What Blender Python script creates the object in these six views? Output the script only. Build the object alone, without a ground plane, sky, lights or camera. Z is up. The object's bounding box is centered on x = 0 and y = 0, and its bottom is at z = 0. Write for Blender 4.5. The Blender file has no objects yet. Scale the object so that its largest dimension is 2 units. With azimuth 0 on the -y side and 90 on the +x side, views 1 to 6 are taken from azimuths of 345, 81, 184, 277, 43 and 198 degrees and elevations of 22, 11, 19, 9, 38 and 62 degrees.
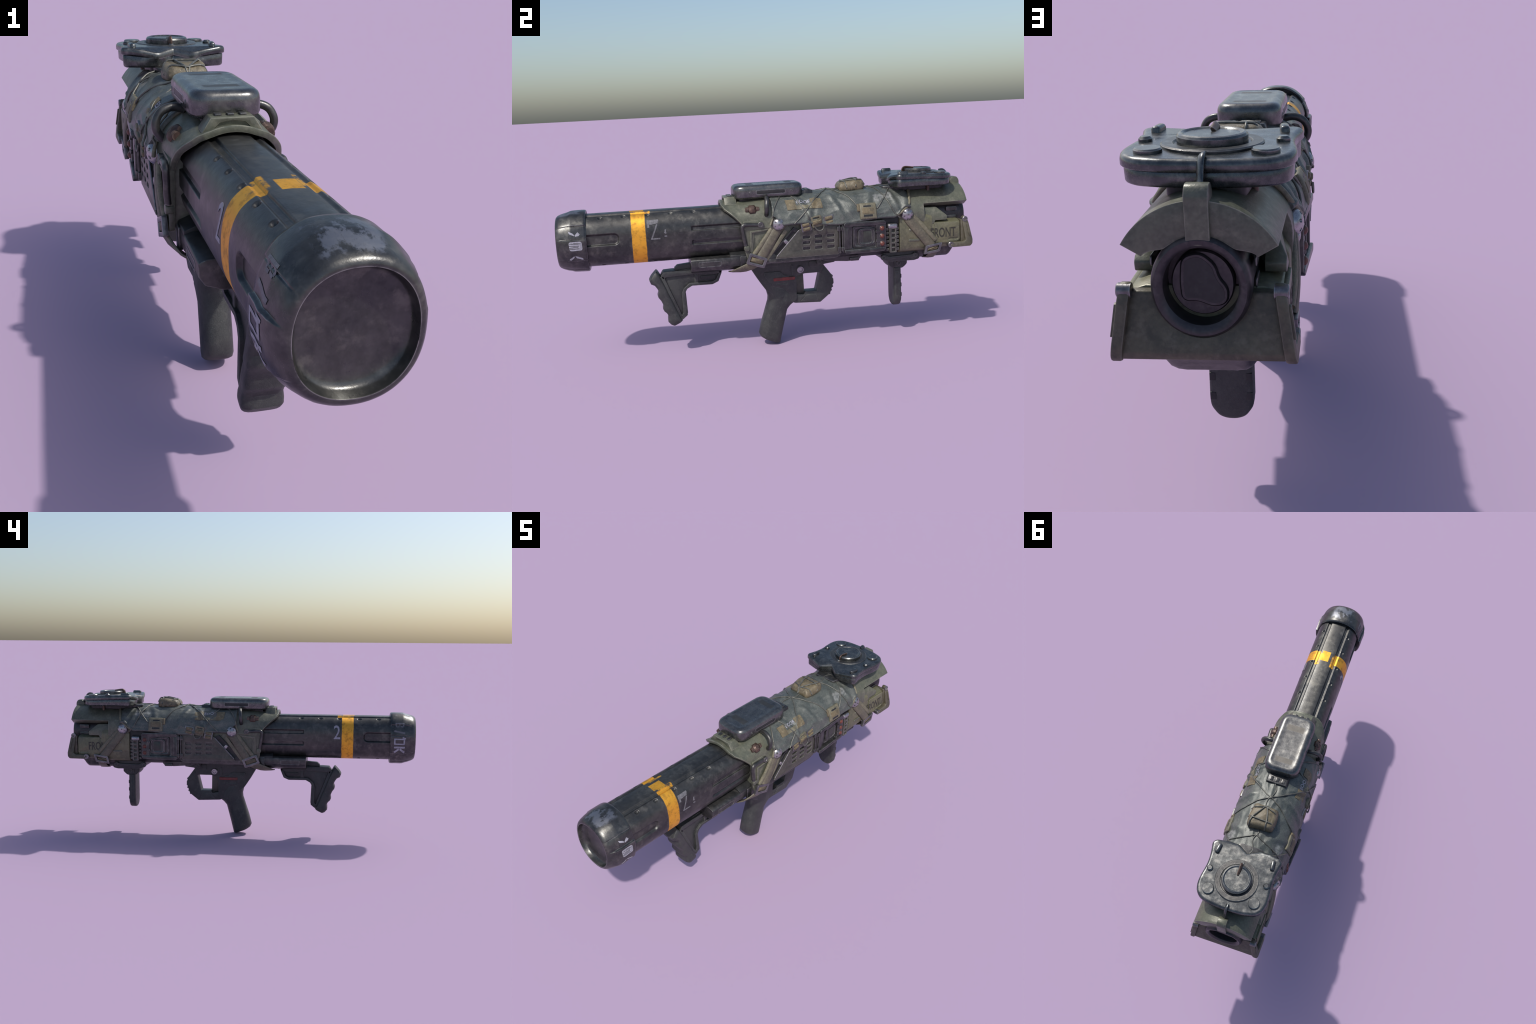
import bpy, bmesh, math, random
from math import sin, cos, pi, radians as rad, sqrt
from mathutils import Vector, noise

random.seed(7)
CZ = 0.592            # height of the launch tube's axis (it runs along y)
scene = bpy.context.scene

# ------------------------------------------------------------------ materials
class NT:
    def __init__(s, name):
        s.m = bpy.data.materials.new(name); s.m.use_nodes = True
        s.t = s.m.node_tree; s.b = s.t.nodes["Principled BSDF"]
        s.co = s.n("ShaderNodeTexCoord").outputs["Object"]
    def n(s, k, **kw):
        x = s.t.nodes.new(k)
        for a, v in kw.items(): setattr(x, a, v)
        return x
    def l(s, a, b): s.t.links.new(a, b)
    def noise(s, scale, detail=4, rough=.6, co=None, stretch=None):
        x = s.n("ShaderNodeTexNoise"); x.inputs["Scale"].default_value = scale
        x.inputs["Detail"].default_value = detail; x.inputs["Roughness"].default_value = rough
        co = co or s.co
        if stretch:
            mp = s.n("ShaderNodeMapping"); mp.inputs["Scale"].default_value = stretch
            s.l(co, mp.inputs[0]); co = mp.outputs[0]
        s.l(co, x.inputs["Vector"]); return x.outputs["Fac"]
    def ramp(s, fac, lo, hi):
        x = s.n("ShaderNodeMapRange"); x.interpolation_type = 'SMOOTHSTEP'
        x.inputs["From Min"].default_value = lo; x.inputs["From Max"].default_value = hi
        s.l(fac, x.inputs["Value"]); return x.outputs["Result"]
    def math(s, op, a, b=None, c=None):
        x = s.n("ShaderNodeMath", operation=op)
        for i, v in enumerate((a, b, c)):
            if v is None: continue
            if isinstance(v, (int, float)): x.inputs[i].default_value = v
            else: s.l(v, x.inputs[i])
        return x.outputs[0]
    def mix(s, fac, a, b, mode='MIX'):
        x = s.n("ShaderNodeMix", data_type='RGBA', blend_type=mode)
        for i, v in ((0, fac), (6, a), (7, b)):
            if isinstance(v, (int, float)): x.inputs[i].default_value = v
            elif isinstance(v, tuple): x.inputs[i].default_value = (*v, 1)
            else: s.l(v, x.inputs[i])
        return x.outputs[2]
    def xyz(s):
        x = s.n("ShaderNodeSeparateXYZ"); s.l(s.co, x.inputs[0]); return x.outputs
    def edge(s, radius=.004):
        bv = s.n("ShaderNodeBevel"); bv.samples = 4; bv.inputs[0].default_value = radius
        g = s.n("ShaderNodeNewGeometry"); d = s.n("ShaderNodeVectorMath", operation='DOT_PRODUCT')
        s.l(bv.outputs[0], d.inputs[0]); s.l(g.outputs["Normal"], d.inputs[1])
        return s.ramp(s.math('SUBTRACT', 1, d.outputs["Value"]), .02, .14)
    def band(s, v, lo, hi, soft=.002):
        a = s.ramp(v, lo - soft, lo + soft); b = s.ramp(v, hi + soft, hi - soft)
        return s.math('MULTIPLY', a, b)

def material(name, base, dark, light, rough=.5, rough_var=.15, metal=0., big=9, fine=60, bump=.15,
             bump_scale=220, wear=None, wear_radius=.004, stretch=None, spec=.5, hook=None, speck=.35):
    """Painted or worn matter: base colour with darker and lighter patches, fine speckle, worn edges."""
    t = NT(name)
    n1 = t.noise(big, 5, .62, stretch=stretch); n2 = t.noise(big * 2.7, 5, .65); n3 = t.noise(fine, 3, .6)
    c = t.mix(t.ramp(n1, .40, .62), base, dark)
    c = t.mix(t.math('MULTIPLY', t.ramp(n2, .5, .70), .85), c, light)
    g = t.ramp(n3, .25, .75)
    c = t.mix(speck, c, t.mix(g, tuple(v * .62 for v in base), tuple(min(1, v * 1.45) for v in base)))
    r = t.math('ADD', t.math('MULTIPLY', t.math('SUBTRACT', n2, .5), rough_var * 3), rough)
    if wear:
        e = t.math('MULTIPLY', t.edge(wear_radius), t.ramp(n2, .33, .52))
        c = t.mix(t.math('MULTIPLY', e, .9), c, wear)
    if hook: c, r = hook(t, c, r)
    t.l(c, t.b.inputs["Base Color"]); t.l(r, t.b.inputs["Roughness"])
    t.b.inputs["Metallic"].default_value = metal
    t.b.inputs["Specular IOR Level"].default_value = spec
    bp = t.n("ShaderNodeBump"); bp.inputs["Strength"].default_value = bump; bp.inputs["Distance"].default_value = .002
    h = t.math('ADD', t.noise(bump_scale, 3), t.math('MULTIPLY', n2, 1.5))
    t.l(h, bp.inputs["Height"]); t.l(bp.outputs[0], t.b.inputs["Normal"])
    return t.m

def tube_paint(t, c, r):
    """Yellow stripe round the tube, broken over the top; scratches along it."""
    X, Y, Z = t.xyz()
    zz = t.math('SUBTRACT', Z, CZ)
    ang = t.math('ABSOLUTE', t.math('ARCTAN2', X, zz))                 # 0 on top
    wob = t.math('MULTIPLY', t.math('SUBTRACT', t.noise(30, 3), .5), .006)
    y = t.math('ADD', Y, wob)
    side = t.math('MULTIPLY', t.band(y, -.653, -.588), t.ramp(ang, .30, .34))
    arm = t.math('MULTIPLY', t.band(y, -.640, -.562), t.band(ang, .24, .44, .02))
    sang = t.math('ARCTAN2', X, zz)
    chip = t.math('MULTIPLY', t.band(y, -.658, -.592, .001), t.band(sang, -.12, .24, .01))
    arm = t.math('MULTIPLY', arm, t.ramp(t.noise(42, 4, .7), .34, .56))
    m = t.math('MAXIMUM', t.math('MAXIMUM', side, arm), chip)
    worn = t.ramp(t.math('ADD', t.noise(26, 6, .75), 0), .70, .58)
    m = t.math('MULTIPLY', m, t.math('ADD', t.math('MULTIPLY', worn, .55), .45))
    yel = t.mix(t.ramp(t.noise(38, 5, .7), .45, .75), (.80, .40, .045), (.42, .21, .035))
    scr = t.ramp(t.noise(60, 4, .7, stretch=(5, .25, 5)), .64, .72)
    c = t.mix(t.math('MULTIPLY', scr, .35), c, (.16, .155, .15))
    c = t.mix(m, c, yel)
    r = t.math('ADD', r, t.math('MULTIPLY', m, .15))
    return c, r

def cap_paint(t, c, r):
    """Smudged pale paint over the top of the end cap."""
    X, Y, Z = t.xyz()
    sang = t.math('ARCTAN2', X, t.math('SUBTRACT', Z, CZ))
    area = t.math('MULTIPLY', t.band(sang, -.42, .40, .06), t.band(Y, -.985, -.885, .008))
    sm = t.ramp(t.noise(34, 5, .7, stretch=(1, .6, 1)), .44, .56)
    rr = t.math('ADD', t.math('MULTIPLY', X, X), t.math('POWER', t.math('SUBTRACT', Z, CZ), 2))
    m = t.math('MULTIPLY', t.math('MULTIPLY', t.math('MULTIPLY', area, t.ramp(rr, .0118, .0128)), sm), .75)
    return t.mix(m, c, (.24, .25, .28)), t.math('ADD', r, t.math('MULTIPLY', m, .1))

def fabric_paint(t, c, r):
    X, Y, Z = t.xyz()
    ang = t.math('ABSOLUTE', t.math('ARCTAN2', X, t.math('SUBTRACT', Z, CZ)))
    y = t.math('ADD', Y, t.math('MULTIPLY', t.math('SUBTRACT', t.noise(40, 4), .5), .03))
    a = t.math('ADD', ang, t.math('MULTIPLY', t.math('SUBTRACT', t.noise(45, 4), .5), .25))
    pale = t.math('MULTIPLY', t.band(y, .508, .602, .004), t.band(a, .64, .90, .03))
    pale = t.math('MULTIPLY', pale, t.ramp(t.noise(50, 4, .7), .36, .6))
    c = t.mix(t.math('MULTIPLY', pale, .7), c, (.30, .30, .29))
    weave = t.noise(420, 2, .5, stretch=(1, .35, 1))
    c = t.mix(.22, c, t.mix(t.ramp(weave, .3, .7), (.03, .034, .03), (.2, .21, .19)))
    return c, r

def pad_paint(t, c, r):
    X, Y, Z = t.xyz()
    m1 = t.math('MULTIPLY', t.band(X, -.045, .045, .004), t.math('MAXIMUM', t.band(Y, -.095, -.06, .003), t.band(Y, .098, .128, .003)))
    m1 = t.math('MULTIPLY', m1, t.ramp(Z, .803, .806))
    return t.mix(t.math('MULTIPLY', m1, .6), c, (.075, .066, .055)), t.math('ADD', r, t.math('MULTIPLY', m1, .18))

M = {}
M['tube'] = material("tube_metal", (.075, .074, .070), (.034, .036, .040), (.15, .145, .13), .38, .16, .75, 7, 45, .16,
                     wear=(.32, .32, .3), hook=tube_paint, stretch=(1, .55, 1))
M['cap'] = material("cap_metal", (.085, .085, .082), (.04, .042, .046), (.16, .155, .14), .33, .16, .8, 9, 45, .14,
                    wear=(.4, .4, .38), hook=cap_paint)
M['gun'] = material("gunmetal", (.075, .074, .072), (.038, .040, .043), (.14, .135, .125), .36, .16, .7, 12, 55, .16,
                    wear=(.36, .36, .35))
M['plate'] = material("plate_metal", (.115, .12, .118), (.060, .066, .070), (.22, .215, .20), .28, .16, .85, 13, 60, .09,
                      wear=(.42, .42, .4))
M['pad'] = material("pad_metal", (.14, .14, .136), (.09, .094, .098), (.22, .215, .2), .29, .16, .85, 12, 60, .09,
                    wear=(.42, .42, .4), hook=pad_paint)
M['olive'] = material("olive_paint", (.108, .113, .081), (.068, .074, .057), (.17, .165, .125), .40, .16, .15, 12, 110, .22,
                      wear=(.32, .31, .25))
M['front'] = material("mustard_olive_paint", (.135, .130, .075), (.080, .082, .056), (.165, .16, .112), .43, .16, .15, 13, 110, .22,
                      wear=(.28, .27, .2))
M['bumper'] = material("dirty_olive_paint", (.092, .083, .055), (.050, .045, .034), (.13, .12, .09), .5, .14, .15, 16, 90, .25,
                       wear=(.22, .21, .17))
M['fabric'] = material("canvas", (.084, .094, .082), (.040, .050, .047), (.145, .150, .132), .41, .14, .15, 11, 120, .4, 300,
                       hook=fabric_paint, spec=.6, speck=.25)
M['polymer'] = material("grip_polymer", (.036, .038, .037), (.020, .022, .023), (.062, .063, .058), .47, .12, 0., 16, 160, .45, 380,
                        wear=(.14, .14, .135))
M['darkpanel'] = material("panel_metal", (.075, .072, .060), (.047, .046, .041), (.105, .10, .082), .42, .12, .3, 12, 80, .16,
                          wear=(.34, .34, .32))
M['tan'] = material("tan_canvas", (.140, .112, .062), (.072, .062, .040), (.215, .185, .125), .6, .1, 0., 30, 140, .4, 260)
M['bundle'] = material("bundle_canvas", (.145, .118, .070), (.07, .06, .040), (.25, .21, .145), .45, .12, 0., 26, 120, .5, 260)
M['khaki'] = material("khaki_webbing", (.145, .132, .086), (.085, .080, .056), (.21, .195, .135), .55, .1, 0., 28, 160, .4, 300)
M['strap'] = material("strap_webbing", (.115, .102, .070), (.070, .064, .048), (.16, .147, .105), .52, .1, 0., 24, 160, .45, 330)
M['steel'] = material("knob_steel", (.36, .35, .36), (.22, .215, .23), (.5, .48, .48), .30, .14, .85, 30, 90, .12)
M['buckle'] = material("buckle_steel", (.17, .165, .17), (.09, .088, .095), (.26, .25, .255), .36, .14, .8, 26, 90, .12, wear=(.42, .41, .41))
M['wire'] = material("cord", (.11, .11, .095), (.06, .064, .06), (.2, .195, .17), .40, .1, .3, 34, 120, .1)
M['rust'] = material("brown_metal", (.085, .052, .040), (.045, .030, .026), (.13, .085, .066), .42, .12, .4, 30, 90, .16, wear=(.24, .18, .14))
M['redbtn'] = material("red_lamp", (.125, .034, .022), (.07, .022, .017), (.18, .06, .04), .4, .1, 0., 70, 200, .08)
M['redslide'] = material("red_lever", (.17, .022, .020), (.08, .016, .015), (.21, .04, .034), .42, .1, 0., 30, 90, .1)
M['white'] = material("white_paint", (.30, .30, .34), (.19, .19, .22), (.40, .40, .44), .5, .1, 0., 50, 120, .1)
M['greymark'] = material("worn_white_paint", (.13, .13, .14), (.06, .06, .065), (.24, .24, .26), .5, .1, 0., 70, 160, .1)
M['ink'] = material("stencil_ink", (.030, .029, .020), (.022, .022, .017), (.05, .047, .03), .5, .1, 0., 40, 120, .1)
M['screen'] = material("screen_glass", (.03, .033, .028), (.022, .024, .022), (.045, .047, .04), .3, .1, 0., 20, 90, .03)
M['black'] = material("black_metal", (.022, .023, .024), (.015, .016, .017), (.035, .035, .034), .45, .1, .2, 20, 90, .1)
M['muzzle'] = material("muzzle_metal", (.055, .050, .053), (.034, .033, .036), (.085, .08, .08), .40, .12, .6, 16, 90, .12)

# ------------------------------------------------------------------ object helpers
root = bpy.data.objects.new("rocket_launcher", None)
scene.collection.objects.link(root)
root["label"] = "worn olive and black shoulder rocket launcher with canvas wrap"
root["category"] = "weapon"
V = Vector

def finish_mesh(me, angle=38):
    for p in me.polygons: p.use_smooth = True
    me.set_sharp_from_angle(angle=rad(angle))

def add(name, bm, mat, parent=None, angle=38):
    me = bpy.data.meshes.new(name)
    bmesh.ops.recalc_face_normals(bm, faces=bm.faces)
    bm.to_mesh(me); bm.free()
    return link(name, me, mat, parent, angle)

def link(name, me, mat, parent=None, angle=38):
    finish_mesh(me, angle)
    me.materials.clear(); me.materials.append(M[mat])
    ob = bpy.data.objects.new(name, me); scene.collection.objects.link(ob)
    ob.parent = parent or root
    return ob

def mirror(ob, parent=None):
    """Second copy of a side part on the other side of the weapon."""
    me = ob.data.copy()
    for v in me.vertices: v.co.x *= -1
    me.flip_normals()
    o2 = ob.copy(); o2.data = me; scene.collection.objects.link(o2)
    if parent: o2.parent = parent
    return o2

def to3(p, h, ax):
    a, b = p
    return {'x': (h, a, b), 'y': (a, h, b), 'z': (a, b, h)}[ax]

def round_poly(pts, r, n=4):
    out = []
    k = len(pts)
    for i in range(k):
        p0, p, p1 = V(pts[i - 1]), V(pts[i]), V(pts[(i + 1) % k])
        rr = r[i] if isinstance(r, (list, tuple)) else r
        a, b = (p0 - p), (p1 - p)
        d = min(rr, a.length * .45, b.length * .45)
        if d < 1e-5: out.append(tuple(p)); continue
        s, e = p + a.normalized() * d, p + b.normalized() * d
        for j in range(n + 1):
            t = j / n
            out.append(tuple(s * (1 - t) ** 2 + p * 2 * t * (1 - t) + e * t * t))
    return out

def rrect(c, w, h, r, rot=0, n=4):
    q = round_poly([(-w / 2, -h / 2), (w / 2, -h / 2), (w / 2, h / 2), (-w / 2, h / 2)], r, n)
    ca, sa = cos(rad(rot)), sin(rad(rot))
    return [(c[0] + x * ca - y * sa, c[1] + x * sa + y * ca) for x, y in q]

def circle(c, r, n=24):
    return [(c[0] + r * cos(2 * pi * i / n), c[1] + r * sin(2 * pi * i / n)) for i in range(n)]

def prism_bm(pts, h0, h1, ax='x', taper=None):
    bm = bmesh.new()
    a = [bm.verts.new(to3(p, h0, ax)) for p in pts]
    b = [bm.verts.new(to3(p, h1, ax)) for p in pts]
    bm.faces.new(a); bm.faces.new(b[::-1])
    k = len(pts)
    for i in range(k): bm.faces.new((a[i], b[i], b[(i + 1) % k], a[(i + 1) % k]))
    bmesh.ops.recalc_face_normals(bm, faces=bm.faces)
    return bm

def bevel_bm(bm, w, seg=2, angle=28):
    if w <= 0: return
    ed = [e for e in bm.edges if len(e.link_faces) == 2 and e.calc_face_angle(0) > rad(angle)]
    bmesh.ops.bevel(bm, geom=ed, offset=w, segments=seg, profile=.5, affect='EDGES', clamp_overlap=True)

def prism(name, pts, h0, h1, mat, parent=None, ax='x', bevel=.003, seg=2, cuts=(), deform=None, angle=38):
    """Outline pts extruded along an axis, pockets cut out, edges rounded."""
    bm = prism_bm(pts, h0, h1, ax)
    if cuts:
        me = bpy.data.meshes.new("tmp"); bm.to_mesh(me); bm.free()
        ob = bpy.data.objects.new("tmp", me); scene.collection.objects.link(ob)
        helpers = []
        for cp, c0, c1, cax in cuts:
            cb = prism_bm(cp, c0, c1, cax); cm = bpy.data.meshes.new("cut"); cb.to_mesh(cm); cb.free()
            co = bpy.data.objects.new("cut", cm); scene.collection.objects.link(co); helpers.append(co)
            md = ob.modifiers.new("b", 'BOOLEAN'); md.object = co; md.operation = 'DIFFERENCE'; md.solver = 'EXACT'
        dg = bpy.context.evaluated_depsgraph_get()
        bm = bmesh.new(); bm.from_mesh(ob.evaluated_get(dg).to_mesh())
        bpy.data.objects.remove(ob)
        for h in helpers: bpy.data.objects.remove(h)
        bmesh.ops.remove_doubles(bm, verts=bm.verts, dist=1e-5)
    bevel_bm(bm, bevel, seg)
    if deform:
        for v in bm.verts: v.co = V(deform(v.co))
    return add(name, bm, mat, parent, angle)

def both(ob, parent=None):
    mirror(ob, parent); return ob

def grid_shell(name, fo, fi, nu, nv, mat, parent=None, closed_u=False, bevel=0, angle=38):
    """Closed sheet: outer surface fo(u,v), inner surface fi(u,v)."""
    bm = bmesh.new()
    def g(f): return [[bm.verts.new(f(i / nu, j / nv)) for i in range(nu + (0 if closed_u else 1))] for j in range(nv + 1)]
    A, B = g(fo), g(fi)
    n = len(A[0]); rng = range(n if closed_u else n - 1)
    for j in range(nv):
        for i in rng:
            k = (i + 1) % n
            bm.faces.new((A[j][i], A[j][k], A[j + 1][k], A[j + 1][i]))
            bm.faces.new((B[j][i], B[j + 1][i], B[j + 1][k], B[j][k]))
    for i in rng:
        k = (i + 1) % n
        bm.faces.new((A[0][k], A[0][i], B[0][i], B[0][k]))
        bm.faces.new((A[nv][i], A[nv][k], B[nv][k], B[nv][i]))
    if not closed_u:
        for j in range(nv):
            bm.faces.new((A[j][0], A[j + 1][0], B[j + 1][0], B[j][0]))
            bm.faces.new((A[j][-1], B[j][-1], B[j + 1][-1], A[j + 1][-1]))
    bmesh.ops.recalc_face_normals(bm, faces=bm.faces)
    if bevel: bevel_bm(bm, bevel, 2, 40)
    return add(name, bm, mat, parent, angle)

def lathe(name, prof, mat, parent=None, n=96, origin=(0, 0, CZ), axis='y', rfun=None, sx=1, sz=1, angle=30):
    """Profile (along, radius) turned about an axis through origin."""
    bm = bmesh.new(); rings = []
    for t, r in prof:
        if r < 1e-6: rings.append([bm.verts.new(axpt(origin, axis, t, 0, 0))]); continue
        rings.append([])
        for i in range(n):
            a = 2 * pi * i / n
            q = r + (rfun(a, t, r) if rfun else 0)
            rings[-1].append(bm.verts.new(axpt(origin, axis, t, q * sin(a) * sx, q * cos(a) * sz)))
    for A, B in zip(rings, rings[1:]):
        for i in range(n):
            k = (i + 1) % n
            f = [A[i % len(A)], A[k % len(A)], B[k % len(B)], B[i % len(B)]]
            f = list(dict.fromkeys(f))
            if len(f) > 2: bm.faces.new(f)
    for R in (rings[0], rings[-1]):
        if len(R) > 2: bm.faces.new(R)
    return add(name, bm, mat, parent, angle)

def axpt(o, axis, t, a, b):
    if axis == 'y': return (o[0] + a, o[1] + t, o[2] + b)
    if axis == 'z': return (o[0] + a, o[1] + b, o[2] + t)
    return (o[0] + t, o[1] + a, o[2] + b)

def stud(name, pos, r, h0, h1, mat, parent=None, axis='x', bev=.002, n=20, dish=0.):
    p = [(h0, 0), (h0, r), (h1 - bev, r), (h1, r - bev)]
    if dish: p += [(h1, r * .55), (h1 - dish, r * .45), (h1 - dish, 0)]
    else: p += [(h1, 0)]
    return lathe(name, p, mat, parent, n, origin=pos, axis=axis)

def catmull(pts, sub=6):
    P = [V(p) for p in pts]; out = []
    for i in range(len(P) - 1):
        p0, p1, p2, p3 = P[max(i - 1, 0)], P[i], P[i + 1], P[min(i + 2, len(P) - 1)]
        for j in range(sub):
            t = j / sub
            out.append(.5 * ((2 * p1) + (p2 - p0) * t + (2 * p0 - 5 * p1 + 4 * p2 - p3) * t * t + (3 * p1 - p0 - 3 * p2 + p3) * t ** 3))
    out.append(P[-1]); return out

def sweep(name, pts, r, mat, parent=None, sides=8, closed=False, flat=None):
    """Round rod along a path (flat=(a,b): oval section)."""
    bm = bmesh.new(); P = [V(p) for p in pts]; n = len(P); rings = []
    up = None
    for i in range(n):
        a = P[(i - 1) % n] if (closed or i) else P[i]; b = P[(i + 1) % n] if (closed or i < n - 1) else P[i]
        t = (b - a).normalized()
        if up is None: up = t.orthogonal().normalized()
        up = (up - t * up.dot(t)).normalized(); s = t.cross(up)
        ra, rb = flat or (r, r)
        rings.append([bm.verts.new(P[i] + up * ra * cos(2 * pi * k / sides) + s * rb * sin(2 * pi * k / sides)) for k in range(sides)])
    for i in range(n if closed else n - 1):
        A, B = rings[i], rings[(i + 1) % n]
        for k in range(sides): bm.faces.new((A[k], A[(k + 1) % sides], B[(k + 1) % sides], B[k]))
    if not closed: bm.faces.new(rings[0][::-1]); bm.faces.new(rings[-1])
    return add(name, bm, mat, parent, 60)

def ribbon(name, pts, width, thick, mat, parent=None, crown=.0015):
    """Webbing: pts = (position, outward normal); soft rectangular section."""
    bm = bmesh.new(); rings = []; n = len(pts)
    P = [V(p[0]) for p in pts]; N = [V(p[1]).normalized() for p in pts]
    sec = [(-.5, 0), (-.5, .6), (-.46, 1), (-.2, 1 + crown / thick), (.2, 1 + crown / thick), (.46, 1), (.5, .6), (.5, 0)]
    for i in range(n):
        t = (P[min(i + 1, n - 1)] - P[max(i - 1, 0)]).normalized()
        s = t.cross(N[i]).normalized()
        rings.append([bm.verts.new(P[i] + s * a * width + N[i] * b * thick) for a, b in sec])
    for A, B in zip(rings, rings[1:]):
        for k in range(8): bm.faces.new((A[k], A[(k + 1) % 8], B[(k + 1) % 8], B[k]))
    bm.faces.new(rings[0][::-1]); bm.faces.new(rings[-1])
    return add(name, bm, mat, parent, 50)

def inset_loop(pts, d):
    n = len(pts); out = []
    area = sum(pts[i][0] * pts[(i + 1) % n][1] - pts[(i + 1) % n][0] * pts[i][1] for i in range(n))
    sg = 1 if area > 0 else -1
    for i in range(n):
        p0, p, p1 = V(pts[i - 1]), V(pts[i]), V(pts[(i + 1) % n])
        a, b = (p - p0).normalized(), (p1 - p).normalized()
        nrm = V((-(a.y + b.y), a.x + b.x))
        if nrm.length < 1e-6: nrm = V((-a.y, a.x))
        nrm.normalize()
        k = max(.6, nrm.dot(V((-a.y, a.x))))
        out.append(tuple(p + nrm * sg * d / k))
    return out

def layered(name, pts, levels, mat, parent=None, ax='z', deform=None, angle=40):
    """Stack of inset copies of one outline: rounded slabs, cushions."""
    bm = bmesh.new(); rings = []
    for h, d in levels: rings.append([bm.verts.new(to3(p, h, ax)) for p in (inset_loop(pts, d) if abs(d) > 1e-7 else pts)])
    k = len(pts)
    for A, B in zip(rings, rings[1:]):
        for i in range(k): bm.faces.new((A[i], A[(i + 1) % k], B[(i + 1) % k], B[i]))
    bm.faces.new(rings[0][::-1]); bm.faces.new(rings[-1])
    if deform:
        for v in bm.verts: v.co = V(deform(v.co))
    return add(name, bm, mat, parent, angle)

def loft(name, secs, mat, parent, n=36, power=2.6, angle=60):
    """secs: (front point, back point, half width) in the y-z plane."""
    bm = bmesh.new(); R = []
    for (f, b, w) in secs:
        f, b = V(f), V(b); c = (f + b) / 2; d = (f - b) / 2
        ring = []
        for i in range(n):
            t = 2 * pi * i / n; cx, sx = cos(t), sin(t)
            k = (abs(cx) ** power + abs(sx) ** power) ** (-1 / power)
            q = c + d * cx * k; ring.append(bm.verts.new((w * sx * k, q.x, q.y)))
        R.append(ring)
    for A, B in zip(R, R[1:]):
        for i in range(n): bm.faces.new((A[i], A[(i + 1) % n], B[(i + 1) % n], B[i]))
    bm.faces.new(R[0]); bm.faces.new(R[-1])
    return add(name, bm, mat, parent, angle)

def slab(name, c, w, h, r, levels, mat, parent, angle=60, deform=None):
    """Rounded rectangular cushion: levels of (height, inset)."""
    bm = bmesh.new(); R = []
    for z, d in levels: R.append([bm.verts.new((x, y, z)) for x, y in rrect(c, w - 2 * d, h - 2 * d, max(r - d * .8, .012), 0, 8)])
    k = len(R[0])
    for A, B in zip(R, R[1:]):
        for i in range(k): bm.faces.new((A[i], A[(i + 1) % k], B[(i + 1) % k], B[i]))
    bm.faces.new(R[0][::-1]); bm.faces.new(R[-1])
    if deform:
        for v in bm.verts: v.co = V(deform(v.co))
    return add(name, bm, mat, parent, angle)

def cyl(a, y, r):
    a = rad(a); return (r * sin(a), y, CZ + r * cos(a))

def sstep(lo, hi, x):
    t = min(1, max(0, (x - lo) / (hi - lo))); return t * t * (3 - 2 * t)

def decal_text(body, size, place, name, mat, parent, squeeze=1., thick=.0012, font_bold=.0):
    """Letters as thin raised paint, bent onto a surface: place(u,v,h) -> point."""
    cu = bpy.data.curves.new("t", 'FONT'); cu.body = body; cu.size = size; cu.align_x = 'CENTER'; cu.align_y = 'CENTER'
    cu.offset = font_bold; cu.resolution_u = 3
    ob = bpy.data.objects.new("t", cu); scene.collection.objects.link(ob)
    dg = bpy.context.evaluated_depsgraph_get()
    bm = bmesh.new(); bm.from_mesh(ob.evaluated_get(dg).to_mesh()); bpy.data.objects.remove(ob)
    bmesh.ops.remove_doubles(bm, verts=bm.verts, dist=1e-6)
    return decal_bm(bm, place, name, mat, parent, squeeze, thick, size)

def decal_poly(polys, place, name, mat, parent, thick=.0008):
    bm = bmesh.new()
    for p in polys: bm.faces.new([bm.verts.new((x, y, 0)) for x, y in p])
    return decal_bm(bm, place, name, mat, parent, 1, thick, .08)

def decal_bm(bm, place, name, mat, parent, squeeze, thick, size):
    bmesh.ops.triangulate(bm, faces=bm.faces)
    for _ in range(5):
        ed = [e for e in bm.edges if e.calc_length() > size * .12]
        if not ed: break
        bmesh.ops.subdivide_edges(bm, edges=ed, cuts=1)
        bmesh.ops.triangulate(bm, faces=bm.faces)
    r = bmesh.ops.extrude_face_region(bm, geom=bm.faces[:])
    for v in [g for g in r['geom'] if isinstance(g, bmesh.types.BMVert)]: v.co.z = thick
    for v in bm.verts: v.co = V(place(v.co.x * squeeze, v.co.y, v.co.z))
    return add(name, bm, mat, parent, 50)

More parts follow.
